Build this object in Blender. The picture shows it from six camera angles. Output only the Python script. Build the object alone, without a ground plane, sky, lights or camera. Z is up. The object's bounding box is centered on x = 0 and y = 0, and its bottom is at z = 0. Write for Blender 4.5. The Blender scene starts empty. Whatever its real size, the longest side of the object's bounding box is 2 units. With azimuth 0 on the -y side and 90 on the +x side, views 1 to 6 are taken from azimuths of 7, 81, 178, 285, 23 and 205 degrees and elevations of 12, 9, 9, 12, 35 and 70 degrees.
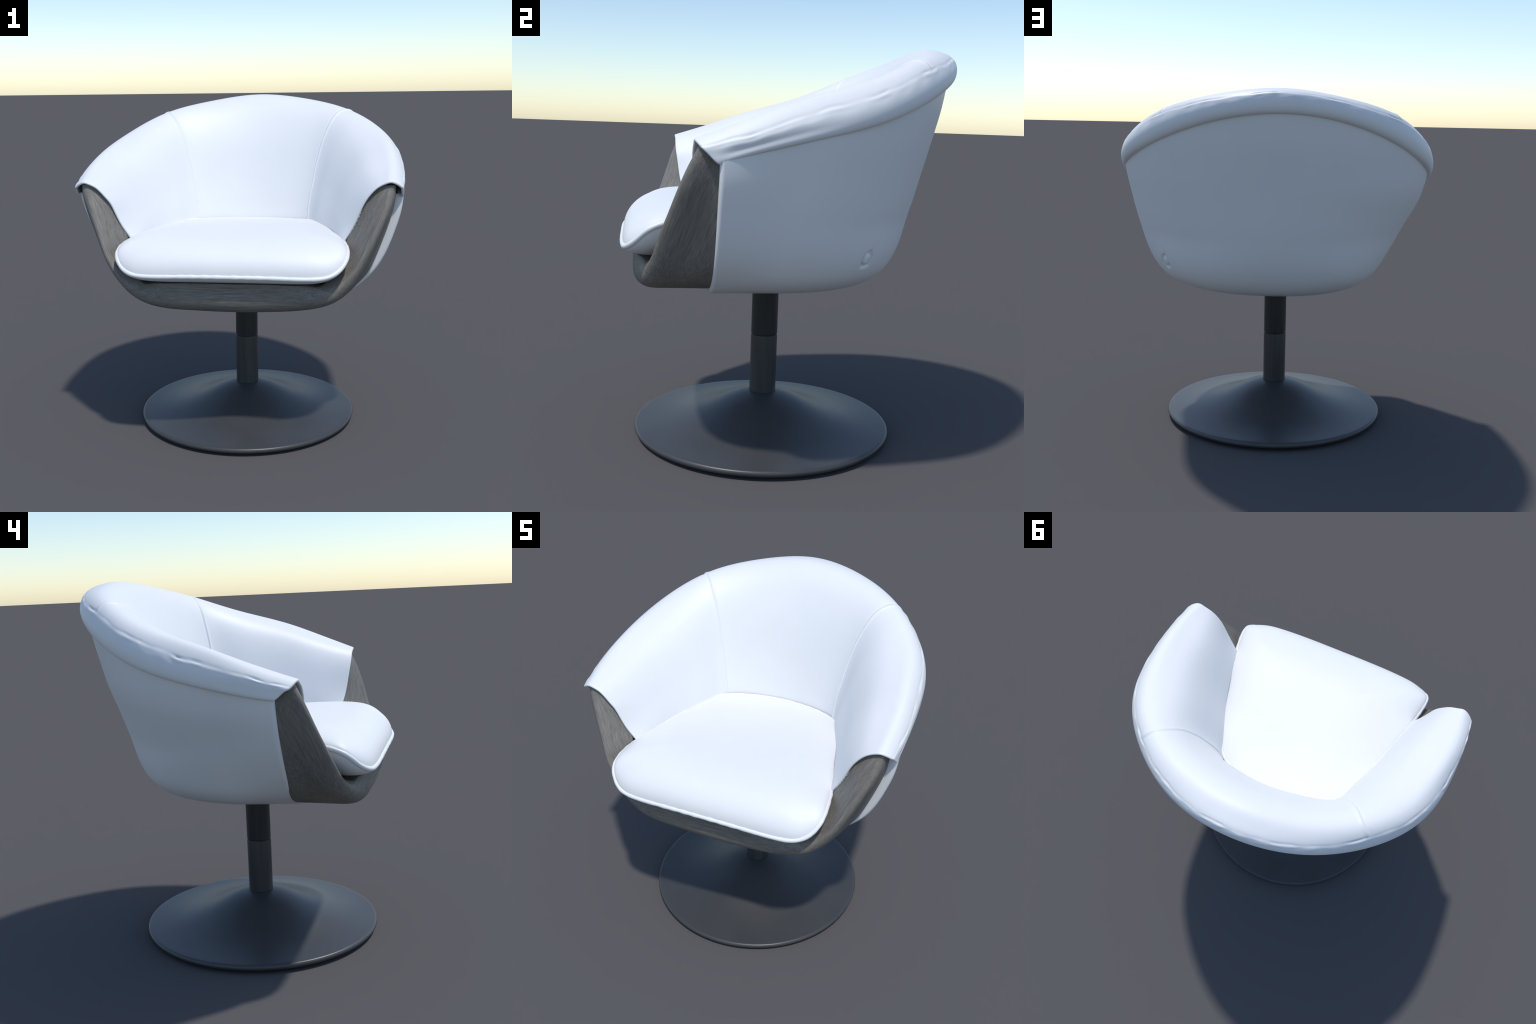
"""Swivel tub chair: white upholstered shell, grey-brown wooden front frame,
loose seat cushion with piping, dark pedestal (two-part column on a flared disc)."""
import bpy, math
import numpy as np
from mathutils import Vector

# ------------------------------------------------------------------ helpers
def spline(xk, yk, x):
    """natural cubic spline through (xk, yk); yk may have several columns"""
    xk = np.asarray(xk, float); yk = np.asarray(yk, float); x = np.asarray(x, float)
    flat = yk.ndim == 1
    if flat: yk = yk[:, None]
    n = len(xk); h = np.diff(xk); A = np.eye(n); r = np.zeros_like(yk)
    for i in range(1, n - 1):
        A[i, i-1:i+2] = h[i-1], 2*(h[i-1] + h[i]), h[i]
        r[i] = 6*((yk[i+1]-yk[i])/h[i] - (yk[i]-yk[i-1])/h[i-1])
    m = np.linalg.solve(A, r)
    i = np.clip(np.searchsorted(xk, x) - 1, 0, n - 2)
    d = (x - xk[i])[:, None]; hh = h[i][:, None]
    b = (yk[i+1]-yk[i])/hh - hh*(2*m[i]+m[i+1])/6
    out = yk[i] + b*d + m[i]*d**2/2 + (m[i+1]-m[i])*d**3/(6*hh)
    return out[:, 0] if flat else out

def mono(xk, yk, x):
    """monotone (no overshoot) cubic through (xk, yk)"""
    xk = np.asarray(xk, float); yk = np.asarray(yk, float); x = np.clip(np.asarray(x, float), xk[0], xk[-1])
    h = np.diff(xk); s = np.diff(yk)/h; d = np.zeros_like(yk)
    for i in range(1, len(xk)-1):
        if s[i-1]*s[i] > 0:
            w1, w2 = 2*h[i]+h[i-1], h[i]+2*h[i-1]
            d[i] = (w1+w2)/(w1/s[i-1]+w2/s[i])
    d[0], d[-1] = s[0], s[-1]
    i = np.clip(np.searchsorted(xk, x)-1, 0, len(xk)-2); t = (x-xk[i])/h[i]
    return ((1+2*t)*(1-t)**2*yk[i] + t*(1-t)**2*h[i]*d[i] + t*t*(3-2*t)*yk[i+1] + t*t*(t-1)*h[i]*d[i+1])

def smooth(e0, e1, x):
    t = np.clip((x-e0)/(e1-e0), 0, 1); return t*t*(3-2*t)

rng = np.random.default_rng(7)
def wobble(n_waves, lo, hi, seed):
    """smooth pseudo-random function of one variable, about -1..1"""
    r = np.random.default_rng(seed); f = r.uniform(lo, hi, n_waves); p = r.uniform(0, 6.28, n_waves)
    return lambda x: sum(np.sin(np.asarray(x)*a + b) for a, b in zip(f, p))/math.sqrt(n_waves)

def grid_normals(P):
    du = np.gradient(P, axis=0); dv = np.gradient(P, axis=1)
    n = np.cross(du, dv); l = np.linalg.norm(n, axis=2, keepdims=True)
    return n/np.maximum(l, 1e-9)

def link(ob, parent=None):
    bpy.context.scene.collection.objects.link(ob)
    if parent: ob.parent = parent
    return ob

def mesh_object(name, verts, faces, mat, parent, normals=None):
    me = bpy.data.meshes.new(name)
    me.from_pydata([tuple(v) for v in verts], [], [tuple(int(k) for k in f) for f in faces])
    me.validate(); me.materials.append(mat)
    me.polygons.foreach_set('use_smooth', [True]*len(me.polygons))
    if normals is not None:
        me.normals_split_custom_set_from_vertices([tuple(n) for n in normals])
    me.update()
    return link(bpy.data.objects.new(name, me), parent)

def grid_object(name, P, mat, parent, closed_v=False, flip=False, normals=None, rows=None):
    """P[i, j] grid of points -> quads.  rows=(a, b) keeps only that strip."""
    if rows is not None:
        a, b = rows; P = P[a:b+1]; normals = None if normals is None else normals[a:b+1]
    n, m = P.shape[:2]
    idx = np.arange(n*m).reshape(n, m)
    if closed_v: idx = np.hstack([idx, idx[:, :1]])
    q = np.stack([idx[:-1, :-1], idx[1:, :-1], idx[1:, 1:], idx[:-1, 1:]], -1).reshape(-1, 4)
    if flip: q = q[:, ::-1]
    return mesh_object(name, P.reshape(-1, 3), q, mat, parent,
                       None if normals is None else normals.reshape(-1, 3))

def lathe(name, profile, mat, parent, centre, seg=192):
    profile = np.asarray(profile, float); a = np.linspace(0, 2*math.pi, seg, endpoint=False)
    P = np.stack([profile[:, :1]*np.cos(a)+centre[0], profile[:, :1]*np.sin(a)+centre[1],
                  np.repeat(profile[:, 1:], seg, 1)], -1)
    ob = grid_object(name, P, mat, parent, closed_v=True, flip=True)
    return ob

# ---------------------------------------------------------------- materials
def new_mat(name):
    m = bpy.data.materials.new(name); m.use_nodes = True
    nt = m.node_tree; b = nt.nodes['Principled BSDF']
    return m, nt, b

def leather(name, colour, rough, scale=220.0):
    m, nt, b = new_mat(name); N, L = nt.nodes, nt.links
    tc = N.new('ShaderNodeTexCoord')
    n1 = N.new('ShaderNodeTexNoise'); n1.inputs['Scale'].default_value = 3.0; n1.inputs['Detail'].default_value = 3
    L.new(tc.outputs['Object'], n1.inputs['Vector'])
    ramp = N.new('ShaderNodeValToRGB')
    ramp.color_ramp.elements[0].position = .3; ramp.color_ramp.elements[1].position = .75
    ramp.color_ramp.elements[0].color = (*[c*.975 for c in colour], 1)
    ramp.color_ramp.elements[1].color = (*colour, 1)
    L.new(n1.outputs['Fac'], ramp.inputs['Fac']); L.new(ramp.outputs['Color'], b.inputs['Base Color'])
    v = N.new('ShaderNodeTexVoronoi'); v.inputs['Scale'].default_value = scale
    L.new(tc.outputs['Object'], v.inputs['Vector'])
    bump = N.new('ShaderNodeBump'); bump.inputs['Strength'].default_value = .03; bump.inputs['Distance'].default_value = .001
    L.new(v.outputs['Distance'], bump.inputs['Height']); L.new(bump.outputs['Normal'], b.inputs['Normal'])
    b.inputs['Roughness'].default_value = rough
    return m

def wood(name, grain_dir):
    """weathered grey-brown veneer; fibres run along grain_dir"""
    m, nt, b = new_mat(name); N, L = nt.nodes, nt.links
    tc = N.new('ShaderNodeTexCoord')
    mp = N.new('ShaderNodeMapping'); mp.vector_type = 'TEXTURE'
    mp.inputs['Rotation'].default_value = Vector((0, 0, 1)).rotation_difference(Vector(grain_dir)).to_euler()
    L.new(tc.outputs['Object'], mp.inputs['Vector'])
    def streak(across, along, detail, rough=.6):
        sc = N.new('ShaderNodeVectorMath'); sc.operation = 'MULTIPLY'
        sc.inputs[1].default_value = (across, across, along)
        L.new(mp.outputs['Vector'], sc.inputs[0])
        t = N.new('ShaderNodeTexNoise'); t.inputs['Scale'].default_value = 1.0
        t.inputs['Detail'].default_value = detail; t.inputs['Roughness'].default_value = rough
        L.new(sc.outputs[0], t.inputs['Vector']); return t
    fine, mid, broad = streak(260, 12, 4), streak(90, 4.0, 3), streak(9, 1.2, 2)
    def ramp(t, p0, c0, p1, c1):
        r = N.new('ShaderNodeValToRGB'); e = r.color_ramp.elements
        e[0].position, e[1].position = p0, p1; e[0].color = (*c0, 1); e[1].color = (*c1, 1)
        L.new(t.outputs['Fac'], r.inputs['Fac']); return r
    rb = ramp(broad, .3, (.152, .144, .129), .7, (.198, .188, .170))
    rm = ramp(mid, .30, (.84, .84, .84), .66, (1.06, 1.05, 1.04))
    rf = ramp(fine, .30, (.68, .68, .68), .72, (1.30, 1.29, 1.27))
    def mul(a, c):
        x = N.new('ShaderNodeMix'); x.data_type = 'RGBA'; x.blend_type = 'MULTIPLY'; x.inputs['Factor'].default_value = 1
        L.new(a, x.inputs['A']); L.new(c, x.inputs['B']); return x.outputs['Result']
    col = mul(mul(rb.outputs['Color'], rm.outputs['Color']), rf.outputs['Color'])
    L.new(col, b.inputs['Base Color'])
    bump = N.new('ShaderNodeBump'); bump.inputs['Strength'].default_value = .12; bump.inputs['Distance'].default_value = .002
    L.new(fine.outputs['Fac'], bump.inputs['Height']); L.new(bump.outputs['Normal'], b.inputs['Normal'])
    b.inputs['Roughness'].default_value = .55; b.inputs['Specular IOR Level'].default_value = .35
    return m

def painted_metal(name, c0, c1, rough, streaks=False):
    m, nt, b = new_mat(name); N, L = nt.nodes, nt.links
    tc = N.new('ShaderNodeTexCoord')
    mp = N.new('ShaderNodeMapping'); mp.inputs['Scale'].default_value = (40, 40, 2.5) if streaks else (5, 5, 5)
    L.new(tc.outputs['Object'], mp.inputs['Vector'])
    t = N.new('ShaderNodeTexNoise'); t.inputs['Scale'].default_value = 1.0; t.inputs['Detail'].default_value = 4
    L.new(mp.outputs['Vector'], t.inputs['Vector'])
    r = N.new('ShaderNodeValToRGB'); e = r.color_ramp.elements
    e[0].position, e[1].position = .35, .7; e[0].color = (*c0, 1); e[1].color = (*c1, 1)
    L.new(t.outputs['Fac'], r.inputs['Fac']); L.new(r.outputs['Color'], b.inputs['Base Color'])
    b.inputs['Roughness'].default_value = rough
    return m

WHITE = (.79, .80, .805)
mat_cover = leather('white_leather', WHITE, .50)
mat_shell = leather('white_shell_leather', WHITE, .42)
mat_cushion = leather('white_cushion_leather', WHITE, .50)
mat_piping = leather('white_piping', WHITE, .40)
mat_arm_pos = wood('wood_arm_grain', (.40, .27, .87))
mat_arm_neg = wood('wood_arm_grain_mirrored', (-.40, .27, .87))
mat_rail = wood('wood_rail_grain', (1, 0, .02))
mat_column_up = painted_metal('dark_column_paint', (.018, .020, .020), (.028, .030, .030), .38, True)
mat_column_low = painted_metal('steel_grey_column', (.031, .034, .036), (.048, .051, .053), .36, True)
mat_base = painted_metal('satin_grey_base', (.046, .047, .049), (.052, .053, .055), .40)
mat_seam = painted_metal('dark_joint', (.006, .006, .007), (.010, .010, .010), .6)

chair = link(bpy.data.objects.new('swivel_armchair', None))
chair.location = (0, -.075, 0)
chair['label'] = 'white leather tub swivel armchair with grey wooden front and disc base'
chair['category'] = 'swivel chair'
AXIS = (0.0, -.075)          # pedestal axis

# =================================================================== pedestal
def fillet(pts, n=1): return pts
r = np.linspace(.069, .655, 60)
flare_r = [.069, .11, .17, .24, .32, .41, .50, .59, .655]
flare_z = [.212, .203, .183, .151, .115, .084, .063, .051, .046]
prof = [(0.0, .15), (.05, .15)] + [(.05, .205)] + list(zip(r, mono(flare_r, flare_z, r)))
for a in np.linspace(90, -90, 14):       # rounded rim
    prof.append((.655 + .016*math.cos(math.radians(a)), .030 + .016*math.sin(math.radians(a))))
prof += [(.62, .013), (.60, .010), (.595, .0), (.3, .0), (0.0, .0)]
base = lathe('base_disc', prof, mat_base, chair, AXIS, 256)
column = link(bpy.data.objects.new('column', None), chair)
lathe('column_tube', [(.0, .17), (.067, .17), (.0685, .186), (.0690, .192), (.0690, .512), (.0684, .517), (.066, .519), (0, .519)], mat_column_low, column, AXIS, 128)
lathe('column_joint', [(0, .514), (.0660, .514), (.0660, .527), (0, .527)], mat_seam, column, AXIS, 96)
lathe('column_sleeve', [(0, .521), (.0660, .521), (.0680, .5225), (.0686, .527), (.0686, .83), (0, .83)], mat_column_up, column, AXIS, 128)

# ============================================================== outer shell
YC, YSEAM = -.12, -.405
#        z     a(+x)  a(-x)  b     xf(+x) xf(-x)
SHELL = [(.814, .000, .000, .000, .000, .000),
         (.815, .160, .150, .165, .160, .150),
         (.819, .280, .250, .275, .285, .250),
         (.831, .450, .400, .422, .450, .370),
         (.862, .585, .510, .533, .580, .462),
         (.925, .693, .600, .615, .688, .588),
         (1.05, .783, .690, .692, .806, .726),
         (1.22, .845, .788, .748, .884, .840),
         (1.40, .893, .883, .794, .932, .912),
         (1.57, .930, .924, .838, .945, .938),
         (1.72, .948, .944, .875, .955, .945),
         (1.90, .953, .952, .905, .960, .950)]
SHELL = np.array(SHELL)
uk = np.concatenate([[0], np.cumsum(np.hypot(np.diff(SHELL[:, 0]), np.diff(SHELL[:, 2])))])
# height of the rim's lower edge as a function of the turn angle (0 = back, +-1 = side, +-2 = front seam)
Q_RIM = [0, .25, .5, .75, 1.0, 1.35, 1.7, 2.0]
Z_RIM_POS = [1.850, 1.825, 1.745, 1.645, 1.545, 1.515, 1.480, 1.442]
Z_RIM_NEG = [1.850, 1.815, 1.720, 1.605, 1.500, 1.470, 1.450, 1.436]

def shell_point(q, u):
    """q in -2..2 around (0 back centre), u arc parameter up the side"""
    pos = q >= 0; aq = np.abs(q)
    z = mono(uk, SHELL[:, 0], u)
    a = np.where(pos, mono(uk, SHELL[:, 1], u), mono(uk, SHELL[:, 2], u))
    xf = np.where(pos, mono(uk, SHELL[:, 4], u), mono(uk, SHELL[:, 5], u))
    b = mono(uk, SHELL[:, 3], u)
    # back half: superellipse
    ph = np.clip(aq, 0, 1)*math.pi/2
    e = 2/(np.where(pos, 1.95, 1.87+.10*smooth(1.3, 1.5, z)) + .34*(1-smooth(.90, 1.20, z)))      # squarer plan low down
    xb = a*np.sin(ph)**e; yb = YC + b*np.cos(ph).clip(0)**e
    f = np.clip(aq-1, 0, 1)
    x = np.where(aq > 1, a+(xf-a)*(f*f*(3-2*f)*.5+f*.5), xb); y = np.where(aq > 1, YC+(YSEAM-YC)*f, yb)
    return np.stack([np.where(pos, x, -x), y, z], -1)

nq, nu = 560, 240
qs = np.concatenate([np.linspace(-2, -1, 110, endpoint=False), np.linspace(-1, 1, nq-220), np.linspace(1, 2, 111)[1:]])
ztop = np.where(qs >= 0, mono(Q_RIM, Z_RIM_POS, np.abs(qs)), mono(Q_RIM, Z_RIM_NEG, np.abs(qs))) + .012 + .022*(1-smooth(.7, 1.8, np.abs(qs)))
utop = np.interp(ztop, mono(uk, SHELL[:, 0], np.linspace(0, uk[-1], 4000)), np.linspace(0, uk[-1], 4000))
t = np.linspace(0, 1, nu)
U = utop[:, None]*t[None, :]; Q = np.repeat(qs[:, None], nu, 1)
S = shell_point(Q.ravel(), U.ravel()).reshape(len(qs), nu, 3)
Nn = grid_normals(S)
if Nn[len(qs)//2, nu//2, 1] < 0: Nn = -Nn
# pulled dimple around the small button low on the +x flank
BTN = np.array([.646, .272, 1.027])
k = np.argmin(np.linalg.norm(S.reshape(-1, 3)-BTN, axis=1)); BTN = S.reshape(-1, 3)[k].copy(); BN = Nn.reshape(-1, 3)[k].copy()
bx = np.cross([0, 0, 1], BN); bx /= np.linalg.norm(bx); by = np.cross(BN, bx)
d = S-BTN; lx = d@bx; ly = d@by; rr = np.sqrt((lx/1.25)**2+(ly/1.6)**2); th = np.arctan2(ly, lx)
disp = -.013*np.exp(-((rr-.022)/.005)**2) + .004*np.exp(-(rr/.014)**2) - .004*np.exp(-(rr/.004)**2)
for ang, ln in ((1.25, .080), (4.2, .066), (5.4, .052)):
    al = lx*math.cos(ang)+ly*math.sin(ang); ac = -lx*math.sin(ang)+ly*math.cos(ang)
    disp += -.008*np.exp(-(ac/.004)**2)*smooth(.022, .036, al)*(1-smooth(.038, ln, al))
# soft rounding of the front edge and slight fullness of the padded skin
S = S + Nn*disp[..., None]
# front edge turns in toward the wooden frame
edge = []
def edge_rows(side):
    i = -1 if side > 0 else 0
    C = S[i]; n = Nn[i]; rows = []
    depth = .075
    for ang in np.linspace(15, 90, 6):
        a = math.radians(ang); rad = .016
        rows.append(C - n*(rad*(1-math.cos(a))) + np.array([0, -rad*math.sin(a), 0]))
    rows.append(rows[-1] - n*depth*.5 + np.array([0, .004, 0])); rows.append(rows[-1] - n*depth*.5 + np.array([0, .02, 0]))
    return rows
full = np.concatenate([np.array(edge_rows(-1))[::-1], S, np.array(edge_rows(1))], 0)
grid_object('back_shell', full, mat_shell, chair, flip=False)
# the button itself
bp = [(0, .0035), (.003, .003), (.005, .0045), (.010, .004), (.013, .0015), (.0145, -.003)]
ang = np.linspace(0, 2*math.pi, 40, endpoint=False)
Pb = np.array([[BTN + bx*1.2*r0*math.cos(a) + by*1.55*r0*math.sin(a) + BN*(h0-.003) for a in ang] for r0, h0 in bp])
grid_object('button', Pb, mat_shell, chair, closed_v=True)

# ====================================================== padded inner cover
# wall profile: fraction of the way out, fraction of the way up (from the cushion to the top of the roll)
F_OUT = np.array([-.06, .0, .047, .152, .29, .43, .60, .79, .92])
F_UP = np.array([-.26, .0, .163, .38, .61, .79, .93, 1.0, .99])
F_SIDE = np.array([-.06, .0, .024, .092, .192, .315, .490, .715, .896])
F_BACK = np.array([-.05, .0, .028, .095, .200, .335, .508, .725, .895])
def pad_section(B, C, ztop, bulge, low_z, low_out, tuck, prof=F_OUT):
    """B foot at the cushion, C crease on the rim (xyz).  Returns control points foot -> tuck"""
    B = np.array(B, float); C = np.array(C, float); h = (C-B)[:2]; L = np.linalg.norm(h); o = h/L
    pts = [np.r_[B[:2]+h*f, B[2]+(ztop-B[2])*g] for f, g in zip(prof, F_UP)]
    pts.append(C)
    pts.append(np.r_[C[:2]+o*bulge, C[2]*.45+low_z*.55])
    pts.append(np.r_[C[:2]+o*low_out, low_z])
    pts.append(np.r_[C[:2]+o*tuck, low_z-.004])
    return np.array(pts)
def front_section(neg):
    P = np.array([(.570, -.462, 1.10), (.603, -.472, 1.20), (.640, -.488, 1.262), (.678, -.502, 1.345), (.706, -.510, 1.410),
                  (.738, -.515, 1.462), (.783, -.516, 1.508), (.832, -.516, 1.533), (.882, -.512, 1.535), (.922, -.490, 1.508),
                  (.934, -.457, 1.474), (.934, -.425, 1.444), (.900, -.415, 1.444)])
    if neg: P[5:10, 2] -= .011
    return P
def sections(neg):
    d = 1.0 if neg else 0.0          # the -x arm sits a little lower
    F = F_SIDE
    sec = [
        pad_section((0, .334, 1.21), (0, .796, 1.975), 2.000, .022, 1.876, .006, -.050, F_BACK),
        pad_section((.200, .310, 1.21), (.354, .722, 1.934-.010*d), 1.969-.010*d, .024, 1.834-.006*d, .008, -.050, F_BACK),
        pad_section((.361, .235, 1.210), (.653, .516, 1.858-.016*d), 1.899-.016*d, .026, 1.733-.018*d, .012, -.050, F_SIDE*.5+F_OUT*.5),
        pad_section((.430, .080, 1.205), (.866-.008*d, .222, 1.735-.022*d), 1.788-.027*d, .024, 1.620-.030*d, .012, -.045, F),
        pad_section((.507, -.12, 1.200), (.930-.002*d, -.105, 1.632-.026*d), 1.692-.028*d, .015, 1.535-.032*d, .006, -.045, F),
        pad_section((.564, -.32, 1.198), (.938, -.315, 1.556-.010*d), 1.611-.020*d, .006, 1.480-.020*d, .0, -.040, F),
        front_section(neg)]
    return np.array(sec)
sp = sections(False); sn = sections(True); sn[:, :, 0] *= -1
secs = np.concatenate([sn[::-1], sp[1:]], 0)                # from -x front, round the back, to +x front
cr = secs[:, 9]; sk = np.r_[0, np.cumsum(np.linalg.norm(np.diff(cr, axis=0), axis=1))]; sk = sk/sk[-1]*2-1
ss = np.unique(np.round(np.r_[np.linspace(-1, 1, 640)], 6))
nsec, npt = secs.shape[:2]
rows_ = spline(sk, secs.reshape(nsec, -1), ss).reshape(len(ss), npt, 3)
# along each section: arc-length parameter shared by all sections
mid = rows_[len(ss)//2]; pk = np.r_[0, np.cumsum(np.linalg.norm(np.diff(mid, axis=0), axis=1))]; pk /= pk[-1]
pp = np.linspace(0, 1, 260)
pad = np.stack([spline(pk, r_, pp) for r_ in rows_], 0)
Np = grid_normals(pad)
if Np[len(ss)//2, 60, 1] > 0: Np = -Np                     # inner wall looks to the front
# --- stitched seams between the panels, and the puckered crease along the rim
s_seam_neg, s_seam_pos = sk[4], sk[8]
p_crease = pk[9]
W = np.zeros(pad.shape[:2])
arc = 1.35                                                  # metres per unit s
for s0, sd in ((s_seam_neg, 3), (s_seam_pos, 4)):
    x = (ss[:, None]-s0)*arc + .0025*wobble(4, 10, 40, sd)(pp)[None, :]
    fade = smooth(0, .1, pp)*(1-smooth(p_crease-.03, p_crease+.005, pp))
    W += fade[None, :]*(.0046*np.exp(-((x-.004)/.008)**2) - .0018*np.exp(-((x+.010)/.007)**2))
wob = wobble(6, 20, 90, 11); gate = wobble(5, 25, 60, 12); dep = wobble(5, 40, 140, 13)
y = (pp[None, :]-p_crease)*1.55 + .003*wob(ss)[:, None]
amp = (.35+.65*smooth(-.3, .7, gate(ss)))[:, None]*(1+.4*dep(ss)[:, None])
W += amp*(-.0032*np.exp(-((y+.004)/.005)**2) + .0022*np.exp(-((y-.009)/.008)**2))
lump = wobble(7, 30, 110, 14)
W += .0010*lump(ss)[:, None]*np.exp(-((y-.02)/.018)**2)
# a soft tuck where the hem was pulled under, front third of the +x arm
p_low = pk[11]
tuck_s = smooth(.66, .80, ss)*(1-smooth(.93, 1.0, ss))
W += tuck_s[:, None]*(-.0030*np.exp(-((pp-(p_crease*.35+p_low*.65))/.010)**2)+.002*np.exp(-((pp-(p_crease*.72+p_low*.28))/.010)**2))[None, :]
pad = pad + Np*W[..., None]
# --- front ends: rounded lip folded in over the wood, with a ragged hem
def lip(side):
    i = -1 if side > 0 else 0
    C = pad[i]; n = Np[i]; f = C-pad[-4 if side > 0 else 3]; f /= np.linalg.norm(f, axis=1, keepdims=True)
    rows = []
    rad = .008
    for a in np.linspace(20, 100, 6):
        a = math.radians(a)
        rows.append(C - n*rad*(1-math.cos(a)) + f*rad*math.sin(a))
    # loose hem lying on the wood: scalloped on the +x arm, nearly straight on the other
    rag = np.abs(np.sin(pp*92 + .5*wobble(3, 20, 50, 21)(pp)))*(.6+.4*wobble(3, 15, 40, 23)(pp)) if side > 0 else np.clip(wobble(4, 40, 110, 22)(pp)-.6, 0, 1)
    hem = (.006+.013*np.clip(rag, 0, 1)*smooth(.10, .20, pp)*(1-smooth(.34, .46, pp)))[:, None]
    rows.append(C - n*(rad+hem*.6) + f*.0065); rows.append(C - n*(rad+hem) + f*.004)
    rows.append(C - n*(rad+hem) - f*.006); rows.append(C - n*.014 - f*.03); rows.append(C - n*.014 - f*.08)
    return np.array(rows)
lp, ln = lip(1), lip(-1)
pad_full = np.concatenate([ln[::-1], pad, lp], 0)
Nf = grid_normals(pad_full)
if Nf[len(ln)+len(ss)//2, 60, 1] > 0: Nf = -Nf
i_neg = len(ln)+int(np.argmin(np.abs(ss-s_seam_neg))); i_pos = len(ln)+int(np.argmin(np.abs(ss-s_seam_pos)))
cover = link(bpy.data.objects.new('upholstery_cover', None), chair)
FL = False
grid_object('side_panel', pad_full, mat_cover, cover, flip=FL, normals=Nf, rows=(0, i_neg))
grid_object('back_panel', pad_full, mat_cover, cover, flip=FL, normals=Nf, rows=(i_neg, i_pos))
grid_object('side_panel', pad_full, mat_cover, cover, flip=FL, normals=Nf, rows=(i_pos, len(pad_full)-1))

# ============================================================ wooden frame
# half of the U from arm tip to the middle: A on the joint with the shell, K front corner (before rounding), I inner edge
FRAME = np.array([
    [(.892, -.41, 1.500), (.893, -.520, 1.508), (.795, -.490, 1.503)],
    [(.892, -.41, 1.438), (.880, -.562, 1.440), (.716, -.490, 1.415)],
    [(.850, -.41, 1.255), (.800, -.642, 1.262), (.634, -.477, 1.235)],
    [(.778, -.41, 1.066), (.714, -.695, 1.085), (.558, -.596, 1.048)],
    [(.730, -.41, 0.982), (.658, -.712, 0.983), (.495, -.684, 0.988)],
    [(.640, -.41, 0.910), (.572, -.738, 0.896), (.430, -.712, 0.990)],
    [(.500, -.41, 0.862), (.424, -.758, 0.850), (.360, -.746, 1.000)],
    [(.250, -.41, 0.842), (.208, -.768, 0.832), (.200, -.752, 1.005)],
    [(.000, -.41, 0.837), (.000, -.771, 0.827), (.000, -.754, 1.005)]])
neg = FRAME[:-1].copy()        # the -x side of the frame is drawn in a little lower down
neg[1:6, 1] += np.array([(-.010, .006, 0), (-.016, .010, 0), (-.002, .004, 0), (-.004, .004, .004), (-.010, .004, .006)])
neg[2:7, 0, 0] -= np.array([.008, .052, .074, .068, .042])
neg[..., 0] *= -1
fr = np.concatenate([neg, FRAME[::-1]], 0)                   # -x tip -> centre -> +x tip
fk = np.r_[0, np.cumsum(np.linalg.norm(np.diff(fr[:, 1], axis=0), axis=1))]; fk = fk/fk[-1]*2-1
fs = np.linspace(-1, 1, 420)
fc = spline(fk, fr.reshape(len(fr), -1), fs).reshape(len(fs), 3, 3)
def frame_section(A, K, I):
    low = 1-smooth(1.0, 1.3, A[2])
    back = np.array([A[0]*(.93-.07*low), -.30-.04*(1-low), A[2]+.06*low])
    la, li = np.linalg.norm(K-A), np.linalg.norm(I-K)
    rail = 1-smooth(.38, .60, abs(I[0])); soft = .075+.050*rail
    p0 = K+(A-K)*min(.62, (1.5-.6*rail)*soft/la); p2 = K+(I-K)*min(.62, soft/li)
    tt = np.linspace(0, 1, 22)[:, None]
    w = np.linspace(0, 1, 22)[:-1]
    outer = A+(p0-A)*w[:, None]
    arcp = (1-tt)**2*p0 + 2*tt*(1-tt)*K + tt**2*p2
    face = p2+(I-p2)*np.linspace(0, 1, 20)[1:, None]
    sg = np.sign(I[0])
    J = I + np.array([.035*sg*(1-rail), .03+.27*rail, -.004*rail])
    return np.concatenate([[back], outer, arcp, face, [J]], 0)
frame = np.array([frame_section(*c) for c in fc])
Nw = grid_normals(frame)
c = len(fs)//2
if Nw[c, 12, 2] > 0: Nw = -Nw
grain = wobble(8, 6, 22, 31)
frame = frame + Nw*(.0002*grain(np.arange(frame.shape[1])/6.)[None, :]*np.ones(len(fs))[:, None])[..., None]
Nw2 = grid_normals(frame)
if Nw2[c, 12, 2] > 0: Nw2 = -Nw2
# close the arm tips: shrink the last section to its middle, slightly higher
def tip(sec):
    m = sec.mean(0); return np.array([m+(sec-m)*k+np.array([0, 0, dz]) for k, dz in ((.9, .006), (.6, .010), (.02, .011))])
t0, t1 = tip(frame[0]), tip(frame[-1])
frame = np.concatenate([t0[::-1], frame, t1], 0)
Nw2 = grid_normals(frame)
if Nw2[len(frame)//2, 12, 2] > 0: Nw2 = -Nw2
j_neg = 3+int(np.argmin(np.abs(fs-(fk[4]*.45+fk[5]*.55)))); j_pos = len(frame)-1-j_neg
wf = link(bpy.data.objects.new('wooden_frame', None), chair)
grid_object('wooden_arm', frame, mat_arm_neg, wf, normals=Nw2, rows=(0, j_neg))
grid_object('front_rail', frame, mat_rail, wf, normals=Nw2, rows=(j_neg, j_pos))
grid_object('wooden_arm', frame, mat_arm_pos, wf, normals=Nw2, rows=(j_pos, len(frame)-1))

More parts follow.
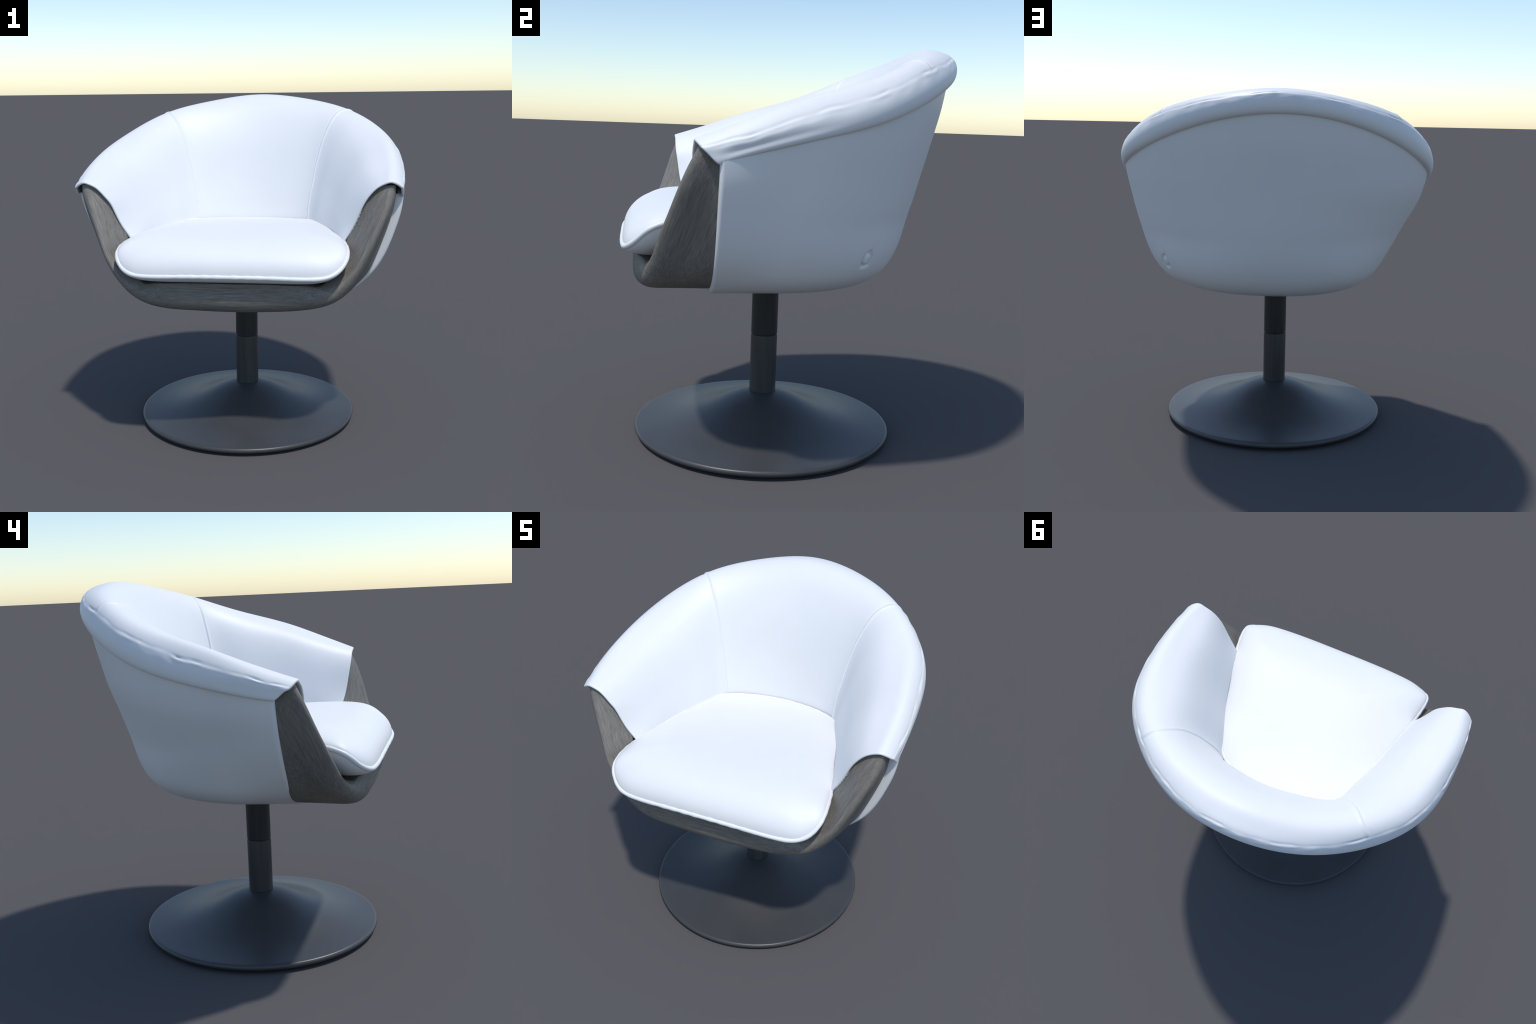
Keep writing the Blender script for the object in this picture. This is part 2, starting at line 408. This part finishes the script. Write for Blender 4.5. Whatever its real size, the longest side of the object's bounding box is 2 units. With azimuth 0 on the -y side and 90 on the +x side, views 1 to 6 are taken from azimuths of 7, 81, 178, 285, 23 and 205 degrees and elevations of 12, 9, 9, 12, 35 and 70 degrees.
# ================================================================= cushion
PIPE = np.array([(0, -.810, 1.052), (.28, -.809, 1.050), (.44, -.802, 1.047), (.540, -.783, 1.058), (.600, -.745, 1.092), (.632, -.695, 1.140),
                 (.634, -.62, 1.172), (.615, -.50, 1.188), (.568, -.32, 1.196), (.512, -.12, 1.200), (.458, .06, 1.202), (.415, .155, 1.203),
                 (.34, .235, 1.196), (.18, .298, 1.192), (0, .320, 1.191)])
left = PIPE[1:-1][::-1].copy(); left[:, 0] *= -1
loop = np.concatenate([PIPE, left], 0)
ext = np.concatenate([loop[-4:], loop, loop[:5]], 0)
lk = np.r_[0, np.cumsum(np.linalg.norm(np.diff(ext, axis=0), axis=1))]
nl = 360
lu = np.linspace(lk[4], lk[4+len(loop)], nl, endpoint=False)
pipe = spline(lk, ext, lu)
CC = np.array([0, -.29])
rad = np.r_[np.linspace(0, .8, 46), np.linspace(.8, 1, 54)[1:]]
def crown(y):                      # the seat is fullest just behind the front edge
    return 1.261-.028*smooth(-.40, .25, y)
def cushion_half(zc, n, m):
    rows = []
    for k in rad:
        xy = CC + (pipe[:, :2]-CC)*k
        w = (1-k**n)**m
        z1 = crown(xy[:, 1]) if zc is None else zc
        rows.append(np.c_[xy, pipe[:, 2]+(z1-pipe[:, 2])*w])
    return np.array(rows)
top = cushion_half(None, 3.4, .5); bot = cushion_half(.985, 4.0, .5)
loft = np.concatenate([top, bot[::-1][1:]], 0)
cushion = link(bpy.data.objects.new('seat_cushion', None), chair)
Nc = grid_normals(loft)
grid_object('cushion_body', loft, mat_cushion, cushion, closed_v=True, flip=True)
# piping cord round the edge, slightly lumpy where it is sewn in
tan = np.roll(pipe, -1, 0)-np.roll(pipe, 1, 0); tan /= np.linalg.norm(tan, axis=1, keepdims=True)
out = np.cross(tan, [0, 0, 1]); out /= np.linalg.norm(out, axis=1, keepdims=True); upv = np.cross(out, tan)
pr = .0125*(1+.06*wobble(6, 20, 70, 41)(np.arange(nl)/nl*6.283*1.0))
ca = np.linspace(0, 2*math.pi, 16, endpoint=False)
tube = pipe[:, None]-out[:, None]*.002 + pr[:, None, None]*(np.cos(ca)[None, :, None]*out[:, None]+np.sin(ca)[None, :, None]*upv[:, None])
tube = np.concatenate([tube, tube[:1]], 0)
grid_object('piping', tube, mat_piping, cushion, closed_v=True)

# children keep their world places although the parent empty stands on the pedestal axis
bpy.context.view_layer.update()
for ob in chair.children:
    ob.matrix_parent_inverse = chair.matrix_world.inverted()

# consistent outward faces where no custom normals were given
import bmesh
for name in ('back_shell', 'base_disc', 'column_tube', 'column_joint', 'column_sleeve', 'button', 'cushion_body', 'piping'):
    me = bpy.data.objects[name].data; bm = bmesh.new(); bm.from_mesh(me)
    bmesh.ops.remove_doubles(bm, verts=bm.verts, dist=1e-6)
    if name != 'back_shell': bmesh.ops.recalc_face_normals(bm, faces=bm.faces)
    bm.to_mesh(me); bm.free()
    if name.startswith(('column', 'base')): me.set_sharp_from_angle(angle=math.radians(40))
